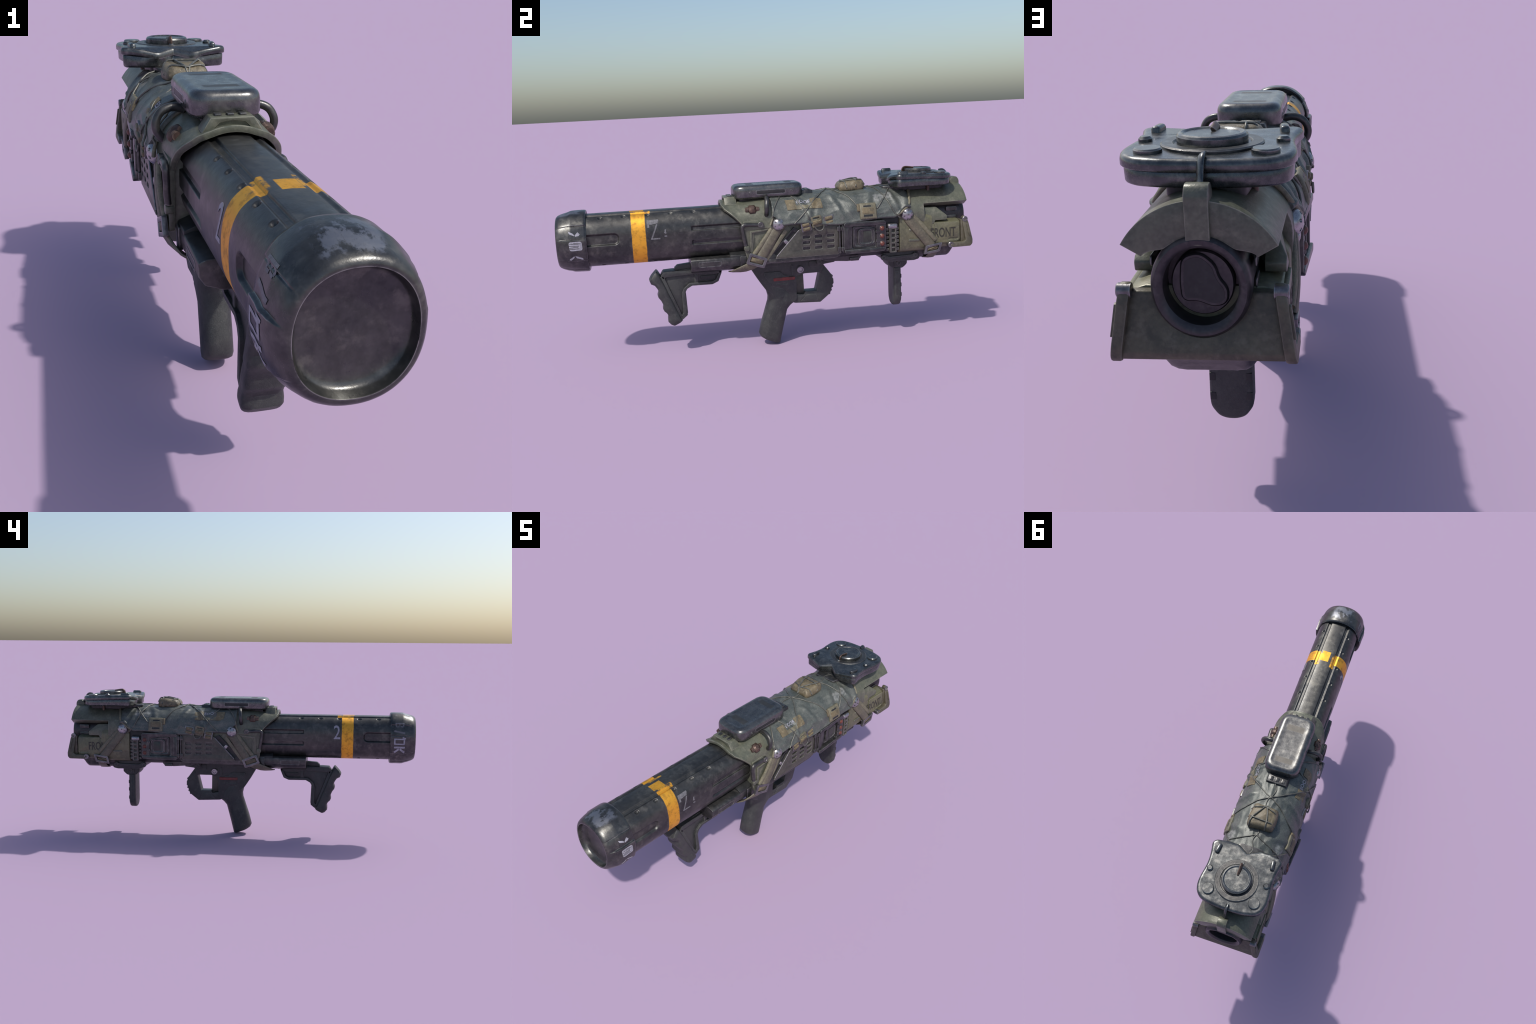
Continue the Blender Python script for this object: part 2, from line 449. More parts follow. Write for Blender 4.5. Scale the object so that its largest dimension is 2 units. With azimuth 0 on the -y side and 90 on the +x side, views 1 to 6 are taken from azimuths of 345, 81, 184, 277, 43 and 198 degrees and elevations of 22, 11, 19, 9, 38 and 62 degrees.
# ------------------------------------------------------------------ launch tube
R0 = .1238
def oval(a, rx, rz, p):
    """Radius of a squarish oval at a degrees from the top."""
    return ((abs(sin(rad(a))) / rx) ** p + (abs(cos(rad(a))) / rz) ** p) ** (-1 / p)
def tube_R(a): return oval(a, .1136, R0 + .0006, 2.6)
def tube_depth(a, y):
    """Grooves, recesses and dimples pressed into the tube (a: degrees from the top)."""
    s = abs(a); d = 0.
    x = R0 * sin(rad(a))
    for c, w in ((.049, .0110),):
        q = abs(abs(x) - c)
        if s < 90: d = max(d, .0065 * (1 - sstep(w * .40, w, q)))
    if y > -.40:                                            # twin side grooves towards the receiver
        for c in (72.5, 106):
            end = sstep(-.378, -.366, y)
            d = max(d, .009 * (1 - sstep(3.2, 6.2, abs(s - c))) * end)
    if y < -.68:                                            # wide rounded recess by the cap
        dz = abs(s - 84.5) * rad(1) * R0
        dy = max(0, y + .735)
        q = sqrt(max(dz - .006, 0) ** 2 + dy ** 2) if dy > 0 else max(dz - .006, 0)
        d = max(d, .011 * (1 - sstep(.017, .026, q)))
    for yc in (-.793, -.686, -.574, -.467, -.359):          # row of dimples each side of the top
        q = sqrt(((s - 33) * rad(1) * R0) ** 2 + ((y - yc) * .8) ** 2)
        d = max(d, .007 * (1 - sstep(.004, .010, q)))
        q = sqrt(((s - 152) * rad(1) * R0) ** 2 + ((y - yc) * .8) ** 2)
        d = max(d, .005 * (1 - sstep(.004, .010, q)))
    return d

def build_tube():
    bm = bmesh.new(); na, ny = 540, 330; y0, y1 = -.875, -.08
    rows = []
    for j in range(ny + 1):
        y = y0 + (y1 - y0) * j / ny; row = []
        for i in range(na):
            a = -180 + 360 * i / na
            dent = (noise.noise(V((cos(rad(a)) * 2.2, y * 5, sin(rad(a)) * 2.2))) * .0008)
            row.append(bm.verts.new(cyl(a, y, tube_R(a) - tube_depth(a, y) + dent)))
        rows.append(row)
    for A, B in zip(rows, rows[1:]):
        for i in range(na): bm.faces.new((A[i], A[(i + 1) % na], B[(i + 1) % na], B[i]))
    bm.faces.new(rows[0]); bm.faces.new(rows[-1])
    return add("launch_tube", bm, 'tube', None, 50)
tube = build_tube()

# end cap: segments of the wall stand proud of each other
def cap_r(a, t, r):
    d = math.degrees(a); d = d if d <= 180 else 360 - d
    k = r * (oval(d, .880 + .055 * sstep(-.90, -.975, t), 1, 2.2) - 1)
    if t > -.995 and r > .112:
        w = sstep(-.995, -.955, t)
        k += .0052 * (sstep(79, 80.5, d) - sstep(124, 126, d)) * w
        k -= .0035 * (sstep(51, 52, d) - sstep(78, 79, d)) * w
        k += .0020 * (sstep(150, 152, d)) * w
        k += .0016 * noise.noise(V((sin(a) * 3.5, t * 22, cos(a) * 3.5))) * w
        for c in (52, 79, 125, 152): k -= .0025 * max(0, 1 - abs(d - c) / 1.3) * w
    return k
CAP = [(-.862, .05), (-.862, .134), (-.860, .1405), (-.864, .1440), (-.872, .1450), (-.90, .1450), (-.925, .1445),
                         (-.932, .1435), (-.945, .1385), (-.96, .1350), (-.98, .1290), (-.992, .1235), (-.9985, .1170), (-1.0, .1120), (-1.0, .1080),
                         (-.9965, .1075), (-.991, .1055), (-.983, .1040), (-.977, .1000), (-.9735, .0920), (-.971, .078), (-.9695, .04), (-.969, 0)]
capo = lathe("end_cap", CAP, 'cap', tube, 480, rfun=cap_r, angle=45)

# painted marks on tube and cap
decal_text("2", .115, lambda u, v, h: (lambda a: cyl(a, -.561 - u, tube_R(a) + .0004 + h))(-(75 - v / R0 * 57.3)), "painted_number", 'white', tube, .72, .0008, .0006)
Rm = .1455
def cap_place(sgn, a0, y0):
    # letters stand on their side: reading runs down the flank
    def rr(a, y):
        for (t0, r0), (t1, r1) in zip(CAP[3:], CAP[4:13]):
            if t1 <= y <= t0:
                k = (y - t0) / (t1 - t0); return (r0 + cap_r(rad(a % 360), t0, r0)) * (1 - k) + (r1 + cap_r(rad(a % 360), t1, r1)) * k
        return .145
    return lambda u, v, h: (lambda a, y: cyl(a, y, rr(a, y) + .0006 + h * .4))(sgn * (a0 + u / Rm * 57.3), y0 - v)
def strokes(segs, w):
    out = []
    for (x0, y0, x1, y1) in segs:
        d = V((x1 - x0, y1 - y0)).normalized(); n = V((-d.y, d.x)) * w / 2
        out.append([(x0 + n.x, y0 + n.y), (x0 - n.x, y0 - n.y), (x1 - n.x, y1 - n.y), (x1 + n.x, y1 + n.y)])
    return out
# worn stencil letters B A C K: one flank
pl = cap_place(-1, 54, -.909)
decal_poly(strokes([(-.014, -.024, -.014, .026), (-.010, .022, .004, .020), (-.010, -.001, .002, 0), (-.010, -.020, .004, -.018), (.006, .020, .005, .004), (.006, -.002, .006, -.018)], .007), pl, "painted_letter", 'greymark', capo)
pl = cap_place(-1, 70, -.909)
decal_poly(strokes([(-.008, -.03, .006, .03)], .011), pl, "painted_letter", 'greymark', capo)
pl = cap_place(-1, 92, -.909)
decal_poly(strokes([(-.012, -.03, -.012, .03), (-.010, .026, .018, .026), (-.010, -.026, .018, -.026), (.018, -.029, .018, .029), (-.023, .016, -.015, .034)], .008), pl, "painted_letter", 'white', capo)
pl = cap_place(-1, 111, -.909)
decal_poly(strokes([(-.010, -.030, -.010, .030), (.0, -.003, .022, -.028), (.0, .003, .022, .028)], .011), pl, "painted_letter", 'white', capo)
# other flank: blocky pale stencil marks
pl = cap_place(1, 68, -.909)
decal_poly([[(-.016, .030), (-.002, .026), (.010, .004), (.006, .002), (-.004, .010)][::1], [(-.010, -.012), (.002, -.022), (.010, -.016), (.013, .0), (.004, .0)]], pl, "painted_letter", 'white', capo)
pl = cap_place(1, 92, -.909)
decal_poly([round_poly([(-.022, .031), (-.022, -.028), (.024, -.03), (.024, .028)], .012)], pl, "painted_letter", 'white', capo)
decal_poly(strokes([(-.012, .028, -.006, -.012), (-.002, .03, .002, -.014), (.008, .03, .006, -.012), (.014, .028, .014, -.016), (-.016, .010, -.010, -.022)], .0022), lambda u, v, h, f=pl: f(u, v, h + .0011), "painted_letter", 'ink', capo)
pl = cap_place(1, 115, -.909)
decal_poly([[(-.008, .006), (-.006, .0), (.006, -.026), (.013, -.03), (.014, -.024), (.004, .0)], [(-.008, .010), (.0, .010), (.014, .026), (.012, .034), (.004, .028)]], pl, "painted_letter", 'white', capo)
# remains of a number on the other side of the tube
pt = lambda u, v, h: (lambda a: cyl(a, -.548 + u, tube_R(a) + .0003 + h))(70 - v / R0 * 57.3)
decal_poly(strokes([(-.032, .042, .022, .044), (-.026, .030, .018, .036), (-.027, .046, -.027, .012)], .011), pt, "painted_number", 'greymark', tube, .0008)
decal_poly(strokes([(.014, .026, -.014, -.044), (-.018, -.044, .026, -.044)], .007), pt, "painted_number", 'greymark', tube, .0008)
decal_poly(strokes([(.052, .0, .050, -.016), (.046, -.014, .055, -.02), (.046, -.034, .058, -.034)], .007), pt, "painted_number", 'greymark', tube, .0008)

# ------------------------------------------------------------------ receiver core
receiver = prism("receiver", [(-.138, .655), (-.138, .485), (-.122, .455), (-.09, .43), (.09, .43), (.122, .455), (.138, .485), (.138, .655)],
                 -.115, .345, 'olive', ax='y', bevel=.006)
prism("receiver_core", [(-.118, .68), (-.118, .45), (-.09, .425), (.09, .425), (.118, .45), (.118, .68)], .33, .66, 'black', receiver, ax='y', bevel=.004)
lathe("inner_sleeve", [(-.11, .1), (-.11, .134), (.70, .134), (.72, .10)], 'black', receiver, 64)

# rear saddle hood over the tube
def saddle_y0(a):
    s = abs(a)
    pts = [(0, -.226), (30, -.226), (42, -.214), (52, -.190), (62, -.165), (72, -.143), (78, -.134), (90, -.128)]
    for (a0, y0), (a1, y1) in zip(pts, pts[1:]):
        if s <= a1: return y0 + (y1 - y0) * (s - a0) / (a1 - a0)
    return -.128
def saddle_r(a, y):
    flat = .004 * (1 - sstep(20, 36, abs(a)))
    return .1500 + .0115 * sstep(-.20, -.02, y) - flat * (1 - sstep(-.2, -.1, y)) - .013 * sstep(52, 80, abs(a)) * (1 - sstep(-.02, .03, y))
def sad(r_off):
    def f(u, v):
        a = (u * 2 - 1) * 84; y0 = saddle_y0(a); y = y0 + (.035 - y0) * v
        lip = .004 * (1 - sstep(0, .12, v)) if r_off > -.005 else 0
        return cyl(a, y, saddle_r(a, y) + r_off + lip)
    return f
saddle = grid_shell("saddle_hood", sad(0), sad(-.013), 84, 30, 'olive', receiver, bevel=.003)

# front hood
def hood(r):
    A = [-92, -84, -76, -68, -60.2] + [-59.6 + 119.2 * i / 40 for i in range(41)] + [60.2, 68, 76, 84, 92]
    def f(u, v):
        a = A[round(u * (len(A) - 1))]
        y1 = .980 if abs(a) < 60 else .757
        y = .655 + (y1 - .655) * v
        rr = r
        if r > .14: rr = r - .012 * sstep(60, 92, abs(a)) - .003 * (1 - sstep(.66, .70, y))
        else: rr = r + .023 * sstep(38, 60, abs(a)) + .012 * sstep(59.8, 62, abs(a))
        return cyl(a, y, rr)
    return f, len(A) - 1
fo, nA = hood(.1625); fi, _ = hood(.0975)
grid_shell("front_hood", fo, fi, nA, 24, 'olive', receiver, bevel=.004)
# carry lug over the muzzle
prism("carry_lug", round_poly([(.94, .672), (.94, .765), (.955, .783), (.978, .782), (.9895, .765), (.9895, .70), (.987, .672)], .008), -.022, .022, 'olive', receiver, bevel=.006)

# lower front housing
front = prism("front_housing", [(-.148, .60), (-.150, .56), (-.150, .468), (-.138, .445), (-.09, .43), (.09, .43), (.138, .445), (.150, .468), (.150, .56), (.148, .60), (.12, .64), (-.12, .64)],
              .632, .800, 'front', ax='y', bevel=.006)
prism("front_housing", [(-.142, .575), (-.148, .56), (-.148, .468), (-.138, .45), (.138, .45), (.148, .468), (.148, .56), (.142, .575), (.11, .585), (-.11, .585)],
      .79, .942, 'front', ax='y', bevel=.005)
# stepped upper cheeks
for s in [both(prism("cheek_step", round_poly([(.752, .652), (.826, .650), (.860, .620), (.876, .606), (.873, .586), (.812, .586), (.812, .570), (.752, .570)], .006), .105, .147, 'olive', front,
             bevel=.005, deform=lambda c: (c.x - max(0, c.z - .615) * .6 * (c.x > .12), c.y, c.z)))]: pass
both(prism("stencil_panel", round_poly([(.808, .575), (.935, .572), (.940, .485), (.915, .470), (.812, .475)], .006), .140, .1525, 'front', front, bevel=.003,
           cuts=[(rrect((.905, .490), .05, .012, .005), .149, .16, 'x')]))
both(prism("trim_strip", rrect((.703, .497), .055, .011, .005), .149, .1535, 'olive', front, bevel=.0025))
both(stud("rivet", (0, .685, .548), .006, .148, .153, 'olive', front))
# belly pan
slab("belly_pan", (0, .7925), .186, .317, .05, [(.45, 0), (.432, 0), (.414, .004), (.401, .013), (.394, .026), (.392, .04)], 'gun', front,
     deform=lambda c: (c.x, c.y, c.z + max(0, .45 - c.z) / .058 * .9 * max(0, c.y - .896) * sstep(.896, .930, c.y)))

# front bumper plate with side brackets
bumper = prism("front_bumper", round_poly([(.945, .582), (.962, .580), (.994, .470), (.990, .456), (.945, .456)], .004), -.150, .150, 'bumper', front, bevel=.002,
               cuts=[([(x * .089, .5955 + (z) * .096) for x, z in circle((0, 0), 1, 48)], .90, 1.1, 'y')])
lean = lambda c: (c.x - .005 + (.535 - c.z) * .15, c.y, c.z)
br = both(prism("bumper_bracket", round_poly([(.952, .592), (.962, .600), (.974, .594), (.984, .565), (1.0, .482), (.998, .462), (.987, .450), (.895, .449), (.884, .46), (.890, .474), (.952, .474), (.964, .482), (.953, .56)], .005),
                .143, .166, 'bumper', bumper, bevel=.005, deform=lean))
both(prism("bumper_bracket", round_poly([(.970, .562), (.979, .560), (.990, .500), (.982, .500)], .002), .160, .170, 'bumper', bumper, bevel=.002, deform=lean))
both(stud("screw", (0, .965, .583), .014, .130, .157, 'buckle', bumper, dish=.003))
both(stud("screw", (0, .886, .463), .0145, .145, .172, 'buckle', bumper, dish=.003))

# muzzle
muz = lathe("muzzle", [(.70, .08), (.70, .104), (.965, .104), (.975, .1035), (.984, .1005), (.989, .095), (.989, .090), (.985, .082), (.980, .0775), (.935, .0765), (.935, 0)],
            'muzzle', None, 80, origin=(0, 0, .5955), sx=.885, sz=.95)
lathe("muzzle_plug", [(.93, .0655), (.953, .0655), (.957, .0625), (.957, 0)], 'muzzle', muz, 64, origin=(0, 0, .5955), sx=.885, sz=.95)
bean = round_poly([(.032, .642), (.004, .650), (-.020, .630), (-.026, .605), (-.042, .585), (-.040, .562), (-.020, .556), (.010, .568), (.034, .566), (.036, .60)], .012)
layered("muzzle_plug_relief", [(-x * -1, z) for x, z in inset_loop(bean, -.007)], [(.953, 0), (.960, .001), (.963, .004)], 'muzzle', muz, ax='y')
layered("muzzle_plug_relief", bean, [(.959, 0), (.9635, .0015)], 'black', muz, ax='y')
for s in (1, -1):
    for z, w in ((.632, .055), (.590, .05)):
        a = math.degrees(math.atan2(.09, z - .5955))
        prism("vent_slot", rrect((.918, z), w, .020, .006), s * .0935, s * .0975, 'gun', muz, bevel=.0015)

# ------------------------------------------------------------------ canvas wrap
def fab_lim(y):
    e = sstep(.0, .06, y) * (1 - sstep(.60, .665, y))
    return 66 + 18.5 * e - 3 * sin(y * 14) * e
def fab_r(a, y):
    s = abs(a)
    r = .1655 + .0035 * sin(rad(min(s, 90))) ** 2 + .006 * sin(rad(min(2 * s, 180))) ** 2
    p = V((sin(rad(a)) * 2.2, y * 9, cos(rad(a)) * 2.2))
    r += .0034 * noise.noise(p) + .0022 * noise.noise(p * 2.7 + V((3, 1, 8)))
    r += .0022 * (1 - 2 * abs(noise.noise(V((sin(rad(a)) * 5 + y * 3, y * 13, cos(rad(a)) * 5)))))
    r -= .002
    for yc, k, w, a0 in ((.315, .09, .013, 47), (.475, -.06, .016, 60), (.16, .12, .014, 50), (.60, .07, .012, 40), (.235, -.1, .012, 25)):   # draped folds
        q = (y - yc - k * (s - a0) * .012) / w
        r += .0042 * math.exp(-q * q) * sstep(18, 34, s) * (1 - sstep(70, 84, s))
        r -= .0026 * math.exp(-(q - 1.7) ** 2) * sstep(18, 34, s) * (1 - sstep(70, 84, s))
    r += .003 * math.exp(-((y - .42) / .16) ** 2)
    r += .0035 * math.exp(-((y - .665) / .014) ** 2) + .0025 * math.exp(-((y - .012) / .012) ** 2)    # hems
    r -= .007 * (1 - sstep(.0, .012, y)) + .006 * sstep(.676, .69, y)
    lim = fab_lim(y)
    r += .003 * math.exp(-((s - lim + 3) / 2.2) ** 2) - .006 * sstep(lim - 1.6, lim, s)
    return r
def fab(off):
    def f(u, v):
        y = -.004 + .694 * v; a = (u * 2 - 1) * fab_lim(y)
        yy = y + .012 * sin(rad(abs(a) * 2)) * (1 - sstep(0, .25, v))
        return cyl(a, yy, fab_r(a, yy) + off)
    return f
canvas = grid_shell("canvas_wrap", fab(0), fab(-.010), 190, 230, 'fabric', receiver, angle=60)

def fabpt(a, y, h=0): return cyl(a, y, fab_r(a, y) + h)
def cord(pts, r=.0033, name="cord", mirror_it=True):
    q = catmull([(a, y, 0) for a, y in pts], 7)
    P = [fabpt(p.x, p.y, r * .55) for p in q]
    o = sweep(name, P, r, 'wire', canvas, 7)
    if mirror_it: mirror(o)
cord([(25, .062), (52, .020), (63, .010), (80, -.004)])
cord([(2, .075), (26, .110), (61.5, .166), (74, .180)])
cord([(0, .304), (12, .285), (40, .222), (61.5, .168), (80, .108)])
cord([(0, .304), (8, .317), (22, .343), (39, .386), (63, .426)])
cord([(0, .306), (-4, .258), (3, .215), (0, .17)], mirror_it=False)
cord([(-1, .512), (18, .538), (44, .566), (71, .600), (82, .628)])
cord([(2, .625), (20, .607), (44, .567), (65, .518)])
cord([(0, .512), (3, .545), (-3, .59), (2, .625)], mirror_it=False)
cord([(1, .304), (4, .33), (3, .36), (-1, .37)], mirror_it=False)
cord([(1, .47), (-2, .495), (-1, .512)], mirror_it=False)
for a, y in ((0, .305), (-1, .512)):
    p = fabpt(a, y, .002); lathe("cord_knot", [(-.004, 0), (-.003, .005), (0, .007), (.003, .005), (.005, 0)], 'wire', canvas, 12, origin=p, axis='z')
# gathered hem strip running up from the front knob to the sight plate
for sgn in (1,):
    q = catmull([(78, .610, 0), (72, .645, 0), (60, .682, 0), (48, .690, 0), (30, .70, 0)], 8)
    both(sweep("hem", [cyl(p.x, p.y, .1665) for p in q], .007, 'khaki', canvas, 8))
    q = catmull([(80, -.006, 0), (62, .014, 0), (48, .016, 0), (28, .004, 0)], 8)
    both(sweep("hem", [cyl(p.x, p.y, .1640) for p in q], .005, 'khaki', canvas, 8))

def patch(name, a0, a1, y0, y1, h0, h1, mat, parent, rot=0., base=fab_r, nu=14, nv=14, puff=0., bev=0.0015, skew=0.):
    """Cloth or plate lying on the curved wrap, between two angles and two stations."""
    def f(off, inner):
        def g(u, v):
            e = 0 if inner else puff * (1 - (2 * u - 1) ** 4) * (1 - (2 * v - 1) ** 4)
            y = y0 + (y1 - y0) * v + skew * (u - .5); a = a0 + (a1 - a0) * u + rot * (v - .5)
            return cyl(a, y, base(a, y) + off + e)
        return g
    return grid_shell(name, f(h1, False), f(h0, True), nu, nv, mat, parent, bevel=bev)
smooth_r = lambda a, y: .1655 + .0035 * sin(rad(min(abs(a), 90))) ** 2 + .006 * sin(rad(min(2 * abs(a), 180))) ** 2 + .001

for sg in (1,):
    both(patch("cloth_label", 38, 57, .080, .125, .0005, .0028, 'tan', canvas, bev=0, skew=.006))
    both(patch("cloth_label", 38, 57, .200, .252, .0005, .0028, 'tan', canvas, bev=0, skew=.004))
    both(patch("cloth_label", 50, 57, .1255, .1995, .0005, .0026, 'khaki', canvas, bev=0))
    for s in (1, -1):
        decal_text("EOOF", .026, lambda u, v, h, s=s: (lambda a, y: cyl(s * a, y, fab_r(s * a, y) + .0012 + h))(43.5 - v / .168 * 57.3, .163 + s * u), "printed_letter", 'white', canvas, 1.0, .0007, .0004)
# moulded tan pouch on the flank
def pouch():
    o = patch("pouch", 55, 81, .430, .513, -.004, .0085, 'khaki', canvas, base=smooth_r, puff=.004, bev=.004)
    p2 = patch("pouch_slot", 60, 62.5, .448, .486, .006, .0125, 'black', canvas, base=smooth_r, bev=0)
    p3 = patch("pouch_slot", 74, 77, .446, .490, .006, .0125, 'black', canvas, base=smooth_r, bev=0)
    p4 = patch("pouch_flap", 56, 68, .418, .432, .0, .008, 'tan', canvas, base=smooth_r, puff=.003, bev=.002)
    p5 = patch("pouch_flap", 63.5, 73, .440, .500, .006, .0132, 'tan', canvas, base=smooth_r, puff=.001, bev=.002)
    for o in (o, p2, p3, p4, p5): mirror(o)
pouch()

# tied bundle on top
bd = layered("bundle", round_poly([(-.060, .366), (.058, .360), (.066, .43), (.060, .486), (-.062, .480), (-.070, .43)], .018, 5),
             [(.752, .004), (.757, -.001), (.772, -.002), (.782, .003), (.788, .009), (.790, .018)], 'bundle', canvas,
             deform=lambda c: (c.x + .003 * noise.noise(c * 40), c.y, c.z - 1.6 * max(0, abs(c.x) - .02) ** 2 + .010 * sstep(.36, .45, c.y) * (c.z > .775) + .005 * noise.noise(c * 38)), angle=55)
def bpt(x, y):
    z = .7935 - 1.6 * max(0, abs(x) - .02) ** 2 + .010 * sstep(.36, .45, y)
    e = max(abs(x) / .066, abs(y - .424) / .064)
    return (x, y, z - .030 * sstep(.70, 1.08, e))
for pts in ([(-.070, .455), (-.04, .452), (0, .450), (.04, .447), (.069, .44)], [(.0, .355), (.008, .38), (.03, .42), (.045, .45), (.05, .489)], [(.0, .355), (-.012, .39), (-.024, .43), (-.028, .45), (-.03, .487)],
            [(-.068, .40), (-.03, .385), (.0, .375), (.03, .383), (.067, .395)]):
    q = catmull([(x, y, 0) for x, y in pts], 6)
    sweep("cord", [bpt(p.x, p.y) for p in q], .0032, 'wire', bd, 7)

# ------------------------------------------------------------------ shoulder pad unit on top
padob = slab("top_pad", (0, .0075), .178, .339, .055,
             [(.741, .024), (.743, .010), (.748, .003), (.755, .0), (.786, 0), (.794, .0015), (.801, .005), (.806, .011), (.8085, .018), (.8095, .026), (.8085, .031), (.8085, .05)], 'pad', receiver)
both(prism("pad_slot", rrect((.016, .773), .140, .018, .007), .0875, .0892, 'black', padob, bevel=.0008))
both(prism("pad_slot", rrect((.016, .773), .146, .024, .009), .0870, .0900, 'pad', padob, bevel=.001, cuts=[(rrect((.016, .773), .136, .016, .006), .08, .095, 'x')]))
for y in (-.083, .118): both(stud("pad_rivet", (0, y, .773), .0075, .084, .0904, 'gun', padob, dish=.004))
prism("pad_mount", [(-.06, -.135), (.06, -.135), (.06, .150), (-.06, .150)], .728, .752, 'black', padob, ax='z', bevel=.003)
prism("pad_mount_block", [(-.074, .722), (-.052, .757), (.052, .757), (.074, .722)], -.207, -.150, 'olive', padob, ax='y', bevel=.003,
      cuts=[([(-.050, .727), (-.030, .745), (0, .750), (.030, .745), (.050, .727)], -.22, -.201, 'y')])
prism("pad_mount_block", [(-.060, .735), (-.050, .766), (.050, .766), (.060, .735)], .172, .226, 'gun', padob, ax='y', bevel=.003)
for y, zs in ((-.178, .755), (.205, .763)):
    for x in (-.03, .0, .03): prism("mount_stud", rrect((x, y), .016, .022, .003), zs, zs + .007, 'gun', padob, ax='z', bevel=.002)

# carrying loops
lp = catmull([(.080, -.008, .742), (.112, -.010, .748), (.140, -.014, .737), (.154, -.018, .712), (.151, -.019, .688), (.134, -.019, .668)], 7)
both(sweep("carry_loop", lp, .0110, 'gun', saddle, 12))
# brown wing bolts
def wing_bolt():
    p = V(cyl(48, -.083, .1555)); n = V((sin(rad(48)), 0, cos(rad(48)))); t = V((cos(rad(48)), 0, -sin(rad(48))))
    parts = []
    bm = bmesh.new()
    R = []
    for h, r in ((-.004, .026), (.006, .026), (.011, .022), (.016, .013), (.018, .011)):
        R.append([bm.verts.new(p + n * h + V((0, 1, 0)) * r * cos(pi / 3 * k) + t * r * sin(pi / 3 * k)) for k in range(6)])
    for A, B in zip(R, R[1:]):
        for k in range(6): bm.faces.new((A[k], A[(k + 1) % 6], B[(k + 1) % 6], B[k]))
    bm.faces.new(R[0]); bm.faces.new(R[-1])
    bevel_bm(bm, .0015, 2)
    parts.append(add("wing_bolt", bm, 'rust', saddle))
    for s in (-1, 1):
        for k, rr in enumerate((.0135, .0125, .0115)):
            c = p + V((0, s * (.021 + .005 * k), 0)) + n * .001
            parts.append(lathe("wing_bolt_rib", [(-.0022, 0), (-.0022, rr), (.0022, rr), (.0022, 0)], 'rust', saddle, 18, origin=c, axis='y'))
    for o in parts: mirror(o)
wing_bolt()

# ------------------------------------------------------------------ flank fittings (built on +x, mirrored)
S = both
# rear cheek plate with pocket
S(prism("cheek_plate", round_poly([(-.128, .498), (-.118, .455), (-.02, .455), (.10, .585), (.06, .64), (-.05, .65), (-.132, .645), (-.134, .60)], .006), .128, .1425, 'olive', receiver, bevel=.003,
        cuts=[(round_poly([(-.085, .588), (-.010, .598), (-.028, .560), (-.072, .495), (-.083, .505)], .008), .134, .16, 'x')]))
S(prism("cheek_rim", round_poly([(-.103, .597), (-.012, .606), (-.010, .600), (-.094, .590), (-.092, .505), (-.080, .490), (-.095, .486), (-.106, .505)], .003), .138, .1475, 'olive', receiver, bevel=.002))
# bent lock handle
hp = catmull([(.145, -.050, .6265), (.147, -.085, .629), (.149, -.118, .631), (.150, -.1345, .628), (.150, -.1395, .615), (.149, -.137, .590), (.148, -.132, .560), (.145, -.127, .532)], 6)
S(sweep("lock_handle", hp, .009, 'gun', receiver, 10, flat=(.008, .010)))
S(stud("screw", (0, -.050, .6265), .0145, .135, .156, 'gun', receiver, dish=.003))
S(prism("lock_boss", rrect((-.121, .517), .026, .024, .009), .13, .153, 'olive', receiver, bevel=.004))
# strap and buckle at the rear
def strap_run(a, b, x0, x1, n=9, sag=.006):
    out = []
    for i in range(n):
        t = i / (n - 1); p = V(a) * (1 - t) + V(b) * t
        p.x = x0 + (x1 - x0) * t + sag * sin(pi * t)
        out.append((p, (1, 0, 0)))
    return out
S(ribbon("strap", strap_run((.15, .040, .616), (.15, -.068, .452), .1415, .147), .046, .008, 'strap', receiver, .003))
S(ribbon("strap_fold", strap_run((.15, .010, .612), (.15, -.090, .482), .1395, .143), .024, .008, 'khaki', receiver, .004))
S(ribbon("strap_edge", strap_run((.15, .070, .590), (.15, -.035, .452), .1380, .1420), .020, .007, 'khaki', receiver, .002))
def buckle(name, quad, x0, x1, border, parent, fill):
    q = round_poly(quad, .006, 3); inner = round_poly(inset_loop(quad, border), .003, 3)
    o = prism(name, q, x0, x1, 'buckle', parent, bevel=.0025, cuts=[(inner, x0 - .02, x1 + .02, 'x')])
    S(o)
    i2 = round_poly(inset_loop(quad, border + .002), .004, 3)
    S(layered(name + "_webbing", i2, [(x0 - .006, 0), (x1 - .006, 0), (x1 - .0035, .0012), (x1 - .002, .004)], fill, parent, ax='x'))
buckle("buckle", [(-.109, .497), (-.026, .464), (-.045, .418), (-.130, .447)][::-1], .146, .1605, .0125, receiver, 'tan')
tail = [(V((.148, -.075, .447)), V((1, 0, .1))), (V((.142, -.105, .432)), V((1, 0, -.2))), (V((.128, -.138, .419)), V((1, 0, -.6))), (V((.112, -.165, .410)), V((.8, 0, -1))),
        (V((.090, -.182, .4035)), V((.35, 0, -1))), (V((.062, -.188, .4010)), V((.05, 0, -1)))]
S(ribbon("strap_tail", tail, .040, .006, 'strap', receiver))
